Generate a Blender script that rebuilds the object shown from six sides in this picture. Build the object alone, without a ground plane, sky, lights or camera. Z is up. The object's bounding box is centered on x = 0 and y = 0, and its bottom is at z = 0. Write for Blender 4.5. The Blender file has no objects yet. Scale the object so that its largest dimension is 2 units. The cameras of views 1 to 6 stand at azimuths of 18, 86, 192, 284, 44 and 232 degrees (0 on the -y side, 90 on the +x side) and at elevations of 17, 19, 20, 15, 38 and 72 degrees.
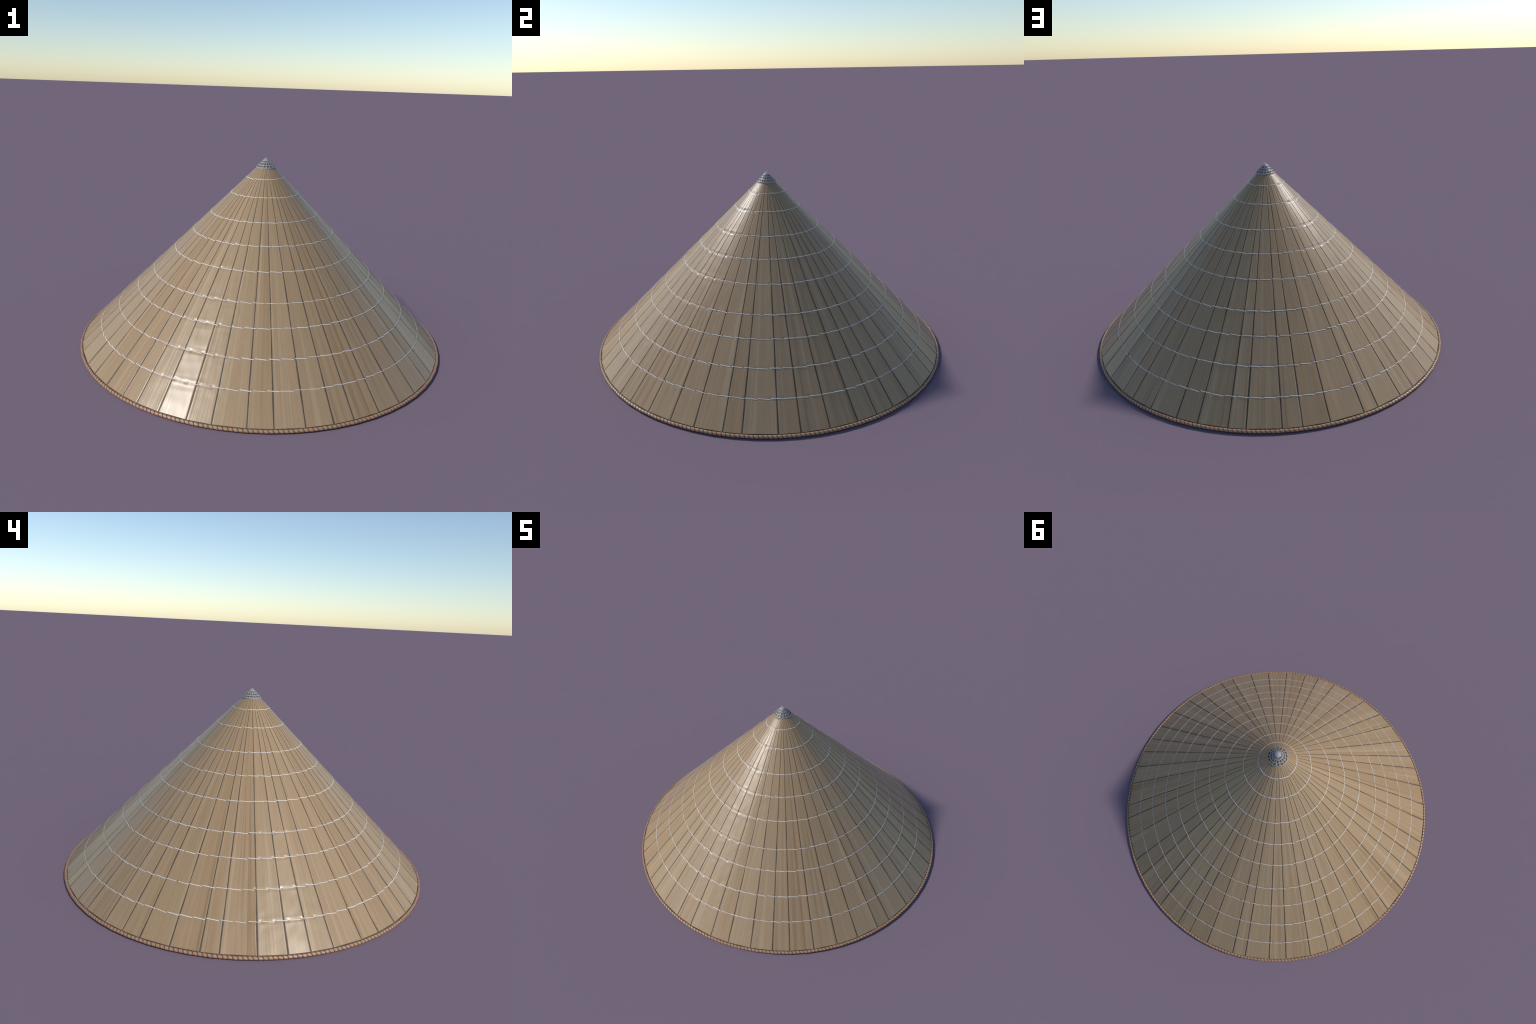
import bpy, math, random
import numpy as np

# ---------------------------------------------------------------- dimensions
APEX_Z = 0.9995            # where the leaf panels would meet
SLOPE = 0.9975              # fall of a leaf seam per metre of radius
LEAF_END = 0.985           # corner radius of the leaf panels at the brim
LEAF_START = 0.010
# azimuth (degrees from +x, counter-clockwise) of the seams between the leaves
SEAMS = [3.7, 11.5, 19.6, 25.9, 32.1, 38.9, 46.0, 54.8, 59.9, 67.6, 76.6, 83.0, 91.4, 96.2,
         105.5, 110.8, 118.3, 128.2, 132.9, 141.5, 147.6, 156.4, 163.0, 168.7, 177.2, 185.0,
         189.8, 199.0, 206.6, 212.5, 218.8, 227.6, 234.1, 241.6, 249.0, 254.4, 261.5, 269.4,
         276.0, 284.6, 291.15, 299.0, 306.3, 311.95, 319.9, 327.7, 335.1, 343.2, 348.3, 357.7]
# stitched rows: radius, number of stitches, azimuth where a stitch starts
ROWS = [(0.100, 10, 254.3), (0.181, 19, 276.5), (0.287, 30, 266.1), (0.382, 40, 266.7),
        (0.480, 50, 270.0), (0.595, 62, 272.0), (0.682, 72, 286.3), (0.783, 83, 285.9),
        (0.882, 93, 285.9)]
ROW_SHIFT = 0.0095         # rows sit a little off the axis, toward azimuth 140
ROW_SHIFT_DIR = math.radians(140)
HOOP_SIDES, HOOP_PHASE = 64, 2.6
HOOP_R, HOOP_TUBE, HOOP_Z = 0.9917, 0.0075, 0.0084
WRAP_TURNS = 298

rng = np.random.default_rng(7)
col = bpy.context.scene.collection


def smooth_noise(seed, n=7, lo=8, hi=40):
    """Band-limited noise over the plane: a sum of seeded plane waves, about -1..1."""
    g = np.random.default_rng(seed)
    k = g.uniform(lo, hi, n); a = g.uniform(0, 2 * np.pi, n); p = g.uniform(0, 2 * np.pi, n)
    kx, ky = k * np.cos(a), k * np.sin(a)
    return lambda x, y: sum(np.sin(kx[i] * x + ky[i] * y + p[i]) for i in range(n)) / n ** 0.5 / 1.2


def add_mesh(name, verts, faces, mat, parent=None, smooth_angle=None):
    me = bpy.data.meshes.new(name)
    me.from_pydata([tuple(v) for v in np.asarray(verts, float)], [], faces)
    me.materials.append(mat)
    me.polygons.foreach_set("use_smooth", [True] * len(me.polygons))
    if smooth_angle:
        me.set_sharp_from_angle(angle=math.radians(smooth_angle))
    me.update()
    ob = bpy.data.objects.new(name, me)
    col.objects.link(ob)
    if parent:
        ob.parent = parent
    return ob


# ---------------------------------------------------------------- materials
class Nodes:
    def __init__(self, name):
        self.mat = bpy.data.materials.new(name)
        self.mat.use_nodes = True
        self.t = self.mat.node_tree
        self.bsdf = self.t.nodes["Principled BSDF"]

    def n(self, kind, **kw):
        nd = self.t.nodes.new(kind)
        for k, v in kw.items():
            setattr(nd, k, v)
        return nd

    def put(self, sock, v):
        if hasattr(v, "is_linked") or hasattr(v, "links"):
            self.t.links.new(v, sock)
        else:
            sock.default_value = v

    def math(self, op, a, b=None, clamp=False):
        nd = self.n("ShaderNodeMath", operation=op, use_clamp=clamp)
        self.put(nd.inputs[0], a)
        if b is not None:
            self.put(nd.inputs[1], b)
        return nd.outputs[0]

    def ramp(self, fac, stops):
        nd = self.n("ShaderNodeValToRGB")
        self.put(nd.inputs[0], fac)
        el = nd.color_ramp.elements
        while len(el) < len(stops):
            el.new(0.5)
        for e, (p, c) in zip(el, stops):
            e.position = p
            e.color = (*c, 1) if len(c) == 3 else c
        return nd.outputs[0]

    def mix(self, fac, a, b, blend='MIX'):
        nd = self.n("ShaderNodeMix", data_type='RGBA', blend_type=blend)
        self.put(nd.inputs[0], fac)
        self.put(nd.inputs[6], a if hasattr(a, "links") else (*a, 1))
        self.put(nd.inputs[7], b if hasattr(b, "links") else (*b, 1))
        return nd.outputs[2]

    def noise(self, vec, scale, detail=2.0, rough=0.5, w=None):
        nd = self.n("ShaderNodeTexNoise", noise_dimensions='4D' if w is not None else '3D')
        self.put(nd.inputs["Vector"], vec)
        nd.inputs["Scale"].default_value = scale
        nd.inputs["Detail"].default_value = detail
        nd.inputs["Roughness"].default_value = rough
        if w is not None:
            self.put(nd.inputs["W"], w)
        return nd.outputs[0]


def leaf_material(name, pale, mid, dark):
    """Dried palm leaf: long streaks that run from the crown to the brim, under a thin varnish."""
    m = Nodes(name)
    co = m.n("ShaderNodeTexCoord").outputs["Object"]
    sep = m.n("ShaderNodeSeparateXYZ"); m.put(sep.inputs[0], co)
    flat = m.n("ShaderNodeCombineXYZ")
    m.put(flat.inputs[0], sep.outputs[0]); m.put(flat.inputs[1], sep.outputs[1])
    ln = m.n("ShaderNodeVectorMath", operation='LENGTH'); m.put(ln.inputs[0], flat.outputs[0])
    nz = m.n("ShaderNodeVectorMath", operation='NORMALIZE'); m.put(nz.inputs[0], flat.outputs[0])
    rad = ln.outputs["Value"]

    def streak(k_angle, k_rad):
        sc = m.n("ShaderNodeVectorMath", operation='SCALE')
        m.put(sc.inputs[0], nz.outputs[0]); sc.inputs["Scale"].default_value = k_angle
        add = m.n("ShaderNodeVectorMath", operation='ADD')
        z = m.n("ShaderNodeCombineXYZ"); m.put(z.inputs[2], m.math('MULTIPLY', rad, k_rad))
        m.put(add.inputs[0], sc.outputs[0]); m.put(add.inputs[1], z.outputs[0])
        return add.outputs[0]

    rnd = m.math('MULTIPLY', m.n("ShaderNodeObjectInfo").outputs["Random"], 37.0)
    broad = m.noise(streak(20, 0.5), 1.0, 1.0, 0.5, rnd)
    medium = m.noise(streak(62, 1.2), 1.0, 2.0, 0.55, rnd)
    fine = m.noise(streak(240, 4.0), 1.0, 3.0, 0.6, rnd)
    f = m.math('ADD', m.math('MULTIPLY', broad, 0.42), m.math('MULTIPLY', medium, 0.58))
    c = m.ramp(f, [(0.35, dark), (0.45, mid), (0.53, mid), (0.62, pale)])
    # rosy and greenish veins
    hue = m.noise(streak(95, 0.9), 1.0, 1.0, 0.5, m.math('ADD', rnd, 11.0))
    c = m.mix(m.ramp(hue, [(0.52, (0, 0, 0)), (0.68, (1, 1, 1))]), c,
              m.mix(1.0, c, (1.02, 0.975, 0.90), 'MULTIPLY'))
    c = m.mix(m.ramp(hue, [(0.32, (1, 1, 1)), (0.46, (0, 0, 0))]), c,
              m.mix(1.0, c, (0.97, 1.015, 0.99), 'MULTIPLY'))
    g = m.ramp(fine, [(0.25, (0.88, 0.88, 0.88)), (0.75, (1.09, 1.09, 1.09))])
    c = m.mix(1.0, c, g, 'MULTIPLY')
    # rare small brown specks
    vo = m.n("ShaderNodeTexVoronoi"); m.put(vo.inputs["Vector"], co); vo.inputs["Scale"].default_value = 16
    sp = m.ramp(vo.outputs["Distance"], [(0.025, (1, 1, 1)), (0.06, (0, 0, 0))])
    c = m.mix(m.math('MULTIPLY', sp, 0.25), c, (0.16, 0.10, 0.055))
    m.put(m.bsdf.inputs["Base Color"], c)
    m.bsdf.inputs["Roughness"].default_value = LEAF_ROUGH
    m.bsdf.inputs["Specular IOR Level"].default_value = LEAF_SPEC
    bump = m.n("ShaderNodeBump")
    bump.inputs["Strength"].default_value = 0.35
    bump.inputs["Distance"].default_value = 0.0012
    m.put(bump.inputs["Height"], m.math('ADD', m.math('MULTIPLY', fine, 0.7), medium))
    m.put(m.bsdf.inputs["Normal"], bump.outputs[0])
    return m.mat


LEAF_ROUGH, LEAF_SPEC = 0.30, 0.5


def plain_material(name, color, var, scale, rough, spec=0.5, metallic=0.0):
    m = Nodes(name)
    co = m.n("ShaderNodeTexCoord").outputs["Object"]
    nz = m.noise(co, scale, 3.0, 0.6)
    lo = tuple(c * (1 - var) for c in color); hi = tuple(min(1, c * (1 + var)) for c in color)
    m.put(m.bsdf.inputs["Base Color"], m.ramp(nz, [(0.3, lo), (0.7, hi)]))
    m.bsdf.inputs["Roughness"].default_value = rough
    m.bsdf.inputs["Specular IOR Level"].default_value = spec
    m.bsdf.inputs["Metallic"].default_value = metallic
    return m.mat


LEAF_TONES = {
    "pale":   leaf_material("palm_leaf_pale", (0.448, 0.315, 0.186), (0.391, 0.266, 0.150), (0.330, 0.210, 0.109)),
    "tan":    leaf_material("palm_leaf_tan", (0.444, 0.310, 0.182), (0.382, 0.258, 0.144), (0.312, 0.197, 0.099)),
    "russet": leaf_material("palm_leaf_russet", (0.436, 0.301, 0.175), (0.368, 0.244, 0.133), (0.290, 0.178, 0.085)),
}
LEAF_SEAM_SHADE = plain_material("palm_leaf_painted_seam_shade", (0.215, 0.145, 0.085), 0.2, 90, 0.4, 0.4)
MAT_LINING = plain_material("aged_palm_lining", (0.100, 0.077, 0.055), 0.25, 40, 0.6, 0.3)
MAT_THREAD = plain_material("cotton_thread_white", (0.70, 0.65, 0.60), 0.12, 300, 0.55, 0.4)
MAT_HOOP = plain_material("split_cane", (0.38, 0.278, 0.158), 0.12, 60, 0.36, 0.5)
MAT_WRAP = plain_material("red_binding_thread", (0.29, 0.062, 0.040), 0.2, 200, 0.5, 0.4)
MAT_CAP = plain_material("pewter_lattice", (0.31, 0.308, 0.315), 0.05, 120, 0.5, 0.5)

# ---------------------------------------------------------------- the hat
hat = bpy.data.objects.new("conical_hat", None)
hat.empty_display_size = 0.2
col.objects.link(hat)
hat["label"] = "pointed conical hat of stitched dried palm leaves"
hat["category"] = "straw hat"


def ridge(r, az):
    """A point on a seam line, az in radians."""
    return np.stack([r * np.cos(az), r * np.sin(az), APEX_Z - SLOPE * r + 0 * az], -1)


def row_centre(R):
    return np.array([math.cos(ROW_SHIFT_DIR), math.sin(ROW_SHIFT_DIR)]) * ROW_SHIFT * R


def panel_of(az):
    """Index of the leaf that covers azimuth az (radians), with its two seam azimuths."""
    d = math.degrees(az) % 360
    for i in range(len(SEAMS)):
        a, b = SEAMS[i], SEAMS[(i + 1) % len(SEAMS)]
        if b < a:
            b += 360
        if a <= d < b or a <= d + 360 < b:
            return i, math.radians(a), math.radians(b)


def panel_normal(a, b):
    n = np.cross(ridge(1.0, np.float64(a)) - ridge(0.0, np.float64(a)),
                 ridge(1.0, np.float64(b)) - ridge(0.0, np.float64(a)))
    n /= np.linalg.norm(n)
    return n if n[2] > 0 else -n


def on_panel(x, y):
    """Height of the faceted leaf surface over the ground point (x, y), and the facet's normal."""
    i, a, b = panel_of(math.atan2(y, x))
    n = panel_normal(a, b)
    return APEX_Z - (n[0] * x + n[1] * y) / n[2], n


# --- leaves --------------------------------------------------------------
def pucker(P):
    """Depth of the dents that the stitches pull into the leaf."""
    d = np.zeros(P.shape[:-1])
    for R, n, start in ROWS:
        c = row_centre(R)
        x, y = P[..., 0] - c[0], P[..., 1] - c[1]
        ds = (np.hypot(x, y) - R) * 1.41
        f = ((np.degrees(np.arctan2(y, x)) - start) / (360 / n)) % 1.0
        L = 2 * np.pi * R / n
        e = np.minimum(f, 1 - f) * L
        d -= 0.0002 * np.exp(-(ds / 0.006) ** 2)
        d -= 0.0014 * np.exp(-(ds / 0.0065) ** 2) * np.exp(-(e / 0.0065) ** 2)
        d += 0.00015 * np.exp(-((np.abs(ds) - 0.012) / 0.006) ** 2)
    return d


def row_samples():
    rs = list(np.linspace(LEAF_START, LEAF_END, 75)) + [0.042, 0.046, 0.050]
    for R, n, s in ROWS:
        w = 0.016 + 0.0095 * R + 0.002 * R
        rs += list(np.arange(R - w, R + w + 0.003, 0.0026))
    rs = np.unique(np.round(np.array(rs), 5))
    rs = rs[(rs >= LEAF_START) & (rs <= LEAF_END)]
    keep = [rs[0]]
    for r in rs[1:-1]:
        if r - keep[-1] > 0.0019:
            keep.append(r)
    keep.append(rs[-1])
    return np.array(keep)


RADII = row_samples()
PALE = {2, 5, 9, 12, 18, 21, 28, 31, 34, 35, 40, 46, 48}
RUSSET = {1, 15, 24, 32, 33, 43, 47}


def build_leaf(i):
    a = math.radians(SEAMS[i]); b = math.radians(SEAMS[(i + 1) % len(SEAMS)])
    if b < a:
        b += 2 * math.pi
    r = RADII[:, None]
    n = panel_normal(a, b)
    A, B = ridge(RADII, np.full_like(RADII, a)), ridge(RADII, np.full_like(RADII, b))
    side = B - A
    width = np.linalg.norm(side, axis=1)
    side = side / width[:, None]
    # half of the dark gap, slightly wandering along the seam; it narrows toward the crown
    w1, w2 = smooth_noise(100 + i, 5, 10, 60), smooth_noise(200 + i, 5, 10, 60)
    half = 0.0002 + 0.0027 * RADII ** 0.85
    g1 = half * (1 + 0.35 * w1(RADII, 0)); g2 = half * (1 + 0.35 * w2(RADII, 0))
    lip = np.minimum(0.0045, width * 0.22)
    # across the leaf: skirt, rounded lip, flat middle, rounded lip, skirt
    mid = np.linspace(0, 1, 20)[1:-1]
    cols = []
    lipf = np.array([0.0, 0.12, 0.35, 0.65, 1.0])
    lipd = -0.0006 * (1 - lipf) ** 2.2
    scale = np.clip(width / 0.03, 0.25, 1)
    bottom = -0.0022
    def column(dist, depth):
        P = A + side * dist[:, None]
        return P, depth
    P, _ = column(g1, 0); cols.append(P + n * bottom)
    for f, d in zip(lipf, lipd):
        P, _ = column(g1 + lip * f, 0); cols.append(P + n * (d * scale)[:, None])
    for f in mid:
        P, _ = column(g1 + lip + (width - g1 - g2 - 2 * lip) * f, 0); cols.append(P)
    for f, d in zip(lipf[::-1], lipd[::-1]):
        P, _ = column(width - g2 - lip * f, 0); cols.append(P + n * (d * scale)[:, None])
    P, _ = column(width - g2, 0); cols.append(P + n * bottom)
    G = np.stack(cols, 1)                         # rows x columns x 3
    wav = smooth_noise(300 + i, 10, 20, 130)
    disp = pucker(G) + 0.00032 * wav(G[..., 0], G[..., 1] + 0.7 * G[..., 2]) * np.minimum(1, width / 0.06)[:, None]
    fade = np.clip((RADII - 0.06) / 0.05, 0, 1)[:, None]
    disp = disp * fade
    # under the lattice cap the leaf tips sink toward the axis
    disp = disp - 0.0045 * np.clip((0.050 - RADII) / 0.008, 0, 1)[:, None]
    disp[:, 0] = 0; disp[:, -1] = 0
    G = G + n * disp[..., None]
    R, C = G.shape[:2]
    idx = np.arange(R * C).reshape(R, C)
    faces = np.stack([idx[:-1, :-1], idx[1:, :-1], idx[1:, 1:], idx[:-1, 1:]], -1).reshape(-1, 4).tolist()
    for k in range(R - 1):                        # underside
        faces.append([int(idx[k, -1]), int(idx[k + 1, -1]), int(idx[k + 1, 0]), int(idx[k, 0])])
    faces.append([int(v) for v in idx[0]])
    faces.append([int(v) for v in idx[-1][::-1]])
    tone = "pale" if i in PALE else "russet" if i in RUSSET else "tan"
    ob = add_mesh("leaf", G.reshape(-1, 3), faces, LEAF_TONES[tone], hat, 38)
    # leaf edges get a darker brown that paints the soft shading beside the seams
    ob.data.materials.append(LEAF_SEAM_SHADE)
    slot = np.zeros(len(faces), np.int32)
    slot[:(R - 1) * (C - 1)].reshape(R - 1, C - 1)[:, :3] = 1
    slot[:(R - 1) * (C - 1)].reshape(R - 1, C - 1)[:, -1:] = 1
    ob.data.polygons.foreach_set("material_index", slot)
    return ob


for i in range(len(SEAMS)):
    build_leaf(i)

# --- lining under the leaves ------------------------------------------------
def build_lining():
    az = np.radians(np.array(SEAMS))
    verts, faces = [], []
    N = len(az)
    outer = [(LEAF_END + 0.001, -0.0022), (0.5, -0.0022), (0.06, -0.0022), (0.044, -0.0090), (0.003, -0.0090)]
    profile = outer + [(r, dz - 0.004) for r, dz in outer[::-1]]
    K = len(profile)
    for r, dz in profile:
        p = ridge(np.full(N, r), az); p[:, 2] += dz * 1.0
        verts += list(p)
    for k in range(K):
        k2 = (k + 1) % K
        for j in range(N):
            j2 = (j + 1) % N
            faces.append([k * N + j, k * N + j2, k2 * N + j2, k2 * N + j])
    ob = add_mesh("lining", verts, faces, MAT_LINING, hat, 30)
    return ob


build_lining()

# --- stitches ----------------------------------------------------------------
def stitch_shape(length=1.0, seg=18, sides=10, w=0.0018, h=0.0007):
    """A thread float of unit length along x that dives into the leaf at both ends."""
    V, F = [], []
    for k in range(seg + 1):
        t = k / seg
        e = min(t, 1 - t)
        fat = min(1.0, 0.35 + 0.65 * (e / 0.10) ** 0.6) if e < 0.10 else 1.0
        z = 0.0002 - 0.0016 * max(0.0, 1 - e / 0.07) ** 1.6
        for s in range(sides):
            q = 2 * math.pi * s / sides
            V.append(((t - 0.5) * length, w * fat * math.cos(q), z + h * fat * math.sin(q)))
    for k in range(seg):
        for s in range(sides):
            s2 = (s + 1) % sides
            F.append([k * sides + s, (k + 1) * sides + s, (k + 1) * sides + s2, k * sides + s2])
    F.append(list(range(sides)))
    F.append([seg * sides + s for s in range(sides)][::-1])
    return np.array(V), F


from mathutils import Matrix
SV, SF = stitch_shape()
stitch_mesh = None
g = np.random.default_rng(11)
for ri, (R, n, start) in enumerate(ROWS):
    c = row_centre(R)
    step = 2 * math.pi / n
    joinV, joinF = [], []
    for k in range(n):
        az = math.radians(start) + (k + 0.5) * step
        x, y = c[0] + R * math.cos(az), c[1] + R * math.sin(az)
        z, nrm = on_panel(x, y)
        # blend with the cone normal so that floats over a seam lie evenly
        cone = np.array([math.cos(az) * SLOPE, math.sin(az) * SLOPE, 1.0]); cone /= np.linalg.norm(cone)
        nn = nrm + cone; nn /= np.linalg.norm(nn)
        tan = np.array([-math.sin(az), math.cos(az), 0.0]); tan -= nn * tan.dot(nn); tan /= np.linalg.norm(tan)
        down = np.cross(tan, nn)
        if down[2] > 0:
            down = -down
        slant = math.atan2(0.0038 * (0.4 + 1.2 * g.random()), step * R)
        t2 = tan * math.cos(slant) + down * math.sin(slant)
        b2 = np.cross(nn, t2)
        L = step * R * g.uniform(0.95, 1.06)
        # sag of the straight float against the curve of the cone
        off = 0.0002 + (0.0 if ri < 5 else (step * R) ** 2 / (16 * R) * 0.7)
        p = np.array([x, y, z]) + nn * off + down * g.uniform(-0.0009, 0.0009)
        fat = g.uniform(0.75, 1.2)
        if ri >= 5:
            if stitch_mesh is None:
                ob = add_mesh("stitch", SV, SF, MAT_THREAD, hat, 50)
                stitch_mesh = ob.data
            else:
                ob = bpy.data.objects.new("stitch", stitch_mesh)
                col.objects.link(ob); ob.parent = hat
            ob.matrix_basis = Matrix(((t2[0] * L, b2[0] * fat, nn[0], p[0]), (t2[1] * L, b2[1] * fat, nn[1], p[1]),
                                      (t2[2] * L, b2[2] * fat, nn[2], p[2]), (0, 0, 0, 1)))
        else:
            o = len(joinV) * len(SV)
            # bend the float along the tight rows of the crown
            bend = (SV[:, 0] * L) ** 2 / (2 * R) * 0.72
            W = p + SV[:, :1] * L * t2 + SV[:, 1:2] * b2 + SV[:, 2:3] * nn
            hor = np.array([math.cos(az), math.sin(az), 0.0])
            W = W - hor * ((SV[:, 0] * L) ** 2 / (2 * R))[:, None] * 0.97
            joinV.append(W)
            joinF += [[v + o for v in f] for f in SF]
    if joinV:
        ob = add_mesh("stitch_row", np.concatenate(joinV), joinF, MAT_THREAD, hat, 50)
        ob["kind"] = "stuff"

# --- brim hoop and its red wrapping ---------------------------------------------
def hoop_radius(th):
    """Centre-line radius of the many-sided hoop at azimuth th."""
    s = 2 * math.pi / HOOP_SIDES
    q = (th - math.radians(HOOP_PHASE) + s / 2) % s - s / 2
    return HOOP_R * math.cos(s / 2) / np.cos(s / 2 - np.abs(q))


def wrap_phase(th, psi):
    """0 on the red thread, 0.5 half-way between two turns."""
    return (th * WRAP_TURNS / (2 * np.pi) + psi / (2 * np.pi)) % 1.0


def build_hoop():
    T, S = WRAP_TURNS * 8, 16
    th = np.linspace(0, 2 * np.pi, T, endpoint=False)[:, None]
    psi = np.linspace(0, 2 * np.pi, S, endpoint=False)[None, :]
    ph = wrap_phase(th, psi)
    tube = HOOP_TUBE * (0.93 + 0.07 * np.sqrt(np.abs(np.sin(np.pi * ph))))
    rr = hoop_radius(th) + tube * np.cos(psi)
    V = np.stack([rr * np.cos(th), rr * np.sin(th), HOOP_Z + tube * np.sin(psi) + 0 * th], -1)
    idx = np.arange(T * S).reshape(T, S)
    F = np.stack([idx, np.roll(idx, -1, 0), np.roll(np.roll(idx, -1, 0), -1, 1), np.roll(idx, -1, 1)], -1)
    return add_mesh("brim_hoop", V.reshape(-1, 3), F.reshape(-1, 4).tolist(), MAT_HOOP, hat)


def build_wrap():
    per, S = 20, 6
    T = WRAP_TURNS * per
    u = np.arange(T) / per                       # turns along the hoop
    psi = -2 * np.pi * (u % 1.0)
    th = 2 * np.pi * (u) / WRAP_TURNS
    # one turn of the thread advances one pitch: th*turns + psi stays whole
    R0 = hoop_radius(th)
    out = np.stack([np.cos(psi) * np.cos(th), np.cos(psi) * np.sin(th), np.sin(psi)], -1)
    C = np.stack([R0 * np.cos(th), R0 * np.sin(th), np.full(T, HOOP_Z)], -1) + out * (HOOP_TUBE * 0.97)
    tan = np.roll(C, -1, 0) - np.roll(C, 1, 0); tan /= np.linalg.norm(tan, axis=1)[:, None]
    bi = np.cross(tan, out)
    V = []
    for s in range(S):
        q = 2 * math.pi * s / S
        V.append(C + bi * (0.0027 * math.cos(q)) + out * (0.0010 * math.sin(q)))
    V = np.stack(V, 1)
    idx = np.arange(T * S).reshape(T, S)
    F = np.stack([idx, np.roll(idx, -1, 0), np.roll(np.roll(idx, -1, 0), -1, 1), np.roll(idx, -1, 1)], -1)
    return add_mesh("binding_thread", V.reshape(-1, 3), F.reshape(-1, 4).tolist(), MAT_WRAP, hat)


hoop = build_hoop()
wrap = build_wrap()

# --- lattice cap on the crown --------------------------------------------------
CAP_TOP, CAP_SLOPE, CAP_R, CAP_SPOKES, CAP_PHASE = 1.0056, 0.990, 0.0535, 16, 22.0


def build_cap():
    thick = 0.0032
    bars = [(0.0, 0.33), (0.48, 0.54), (0.72, 0.78), (0.935, 1.0)]     # solid tip and rings
    edges = [e for b in bars for e in b][1:]
    bw = 0.0018                                                  # half width of a spoke
    s = 2 * math.pi / CAP_SPOKES
    rings = []                                                  # each: list of 2*spokes points
    for f in edges:
        r = f * CAP_R
        pts = []
        w = min(bw, r * math.sin(s / 2) * 0.8)
        for k in range(CAP_SPOKES):
            a = math.radians(CAP_PHASE) + k * s
            d = np.array([math.cos(a), math.sin(a)]); t = np.array([-math.sin(a), math.cos(a)])
            for sg in (-1, 1):
                # bars between spokes are straight, so step back along the chord
                pts.append(d * (r - w * math.tan(s / 2)) + t * sg * w)
        rings.append((r, pts))
    def z(r):
        return CAP_TOP - CAP_SLOPE * r
    out, inn = [(0, 0, CAP_TOP)], [(0, 0, CAP_TOP - thick * 1.4)]
    for r, pts in rings:
        for p in pts:
            rr = r
            out.append((p[0], p[1], z(rr)))
            drop = 0.0062 if r > 0.95 * CAP_R else thick      # the outer rim reaches down to the leaves
            inn.append((p[0] * 0.995, p[1] * 0.995, z(rr) - drop))
    M = 2 * CAP_SPOKES
    def vid(ri, j):
        return 1 + ri * M + (j % M)
    solid = [[0, vid(0, j), vid(0, j + 1)] for j in range(M)]
    for ri in range(len(rings) - 1):
        bar = ri % 2 == 1                                          # between inner and outer edge of a ring
        for j in range(M):
            if bar or j % 2 == 0:
                solid.append([vid(ri, j), vid(ri + 1, j), vid(ri + 1, j + 1), vid(ri, j + 1)])
    O = len(out)
    faces = solid + [[v + O for v in f][::-1] for f in solid]
    # walls along every open edge
    count = {}
    for f in solid:
        for a, b in zip(f, f[1:] + f[:1]):
            count[(a, b)] = 1
    for (a, b) in list(count):
        if (b, a) not in count:
            faces.append([b, a, a + O, b + O])
    ob = add_mesh("crown_cap", out + inn, faces, MAT_CAP, hat)
    bm = ob.modifiers.new("round", 'BEVEL')
    bm.width = 0.0007; bm.segments = 2; bm.limit_method = 'ANGLE'; bm.angle_limit = math.radians(35)
    dg = bpy.context.evaluated_depsgraph_get()
    me = bpy.data.meshes.new_from_object(ob.evaluated_get(dg))
    ob.modifiers.clear()
    ob.data = me
    me.polygons.foreach_set("use_smooth", [True] * len(me.polygons))
    me.set_sharp_from_angle(angle=math.radians(40))
    return ob


build_cap()
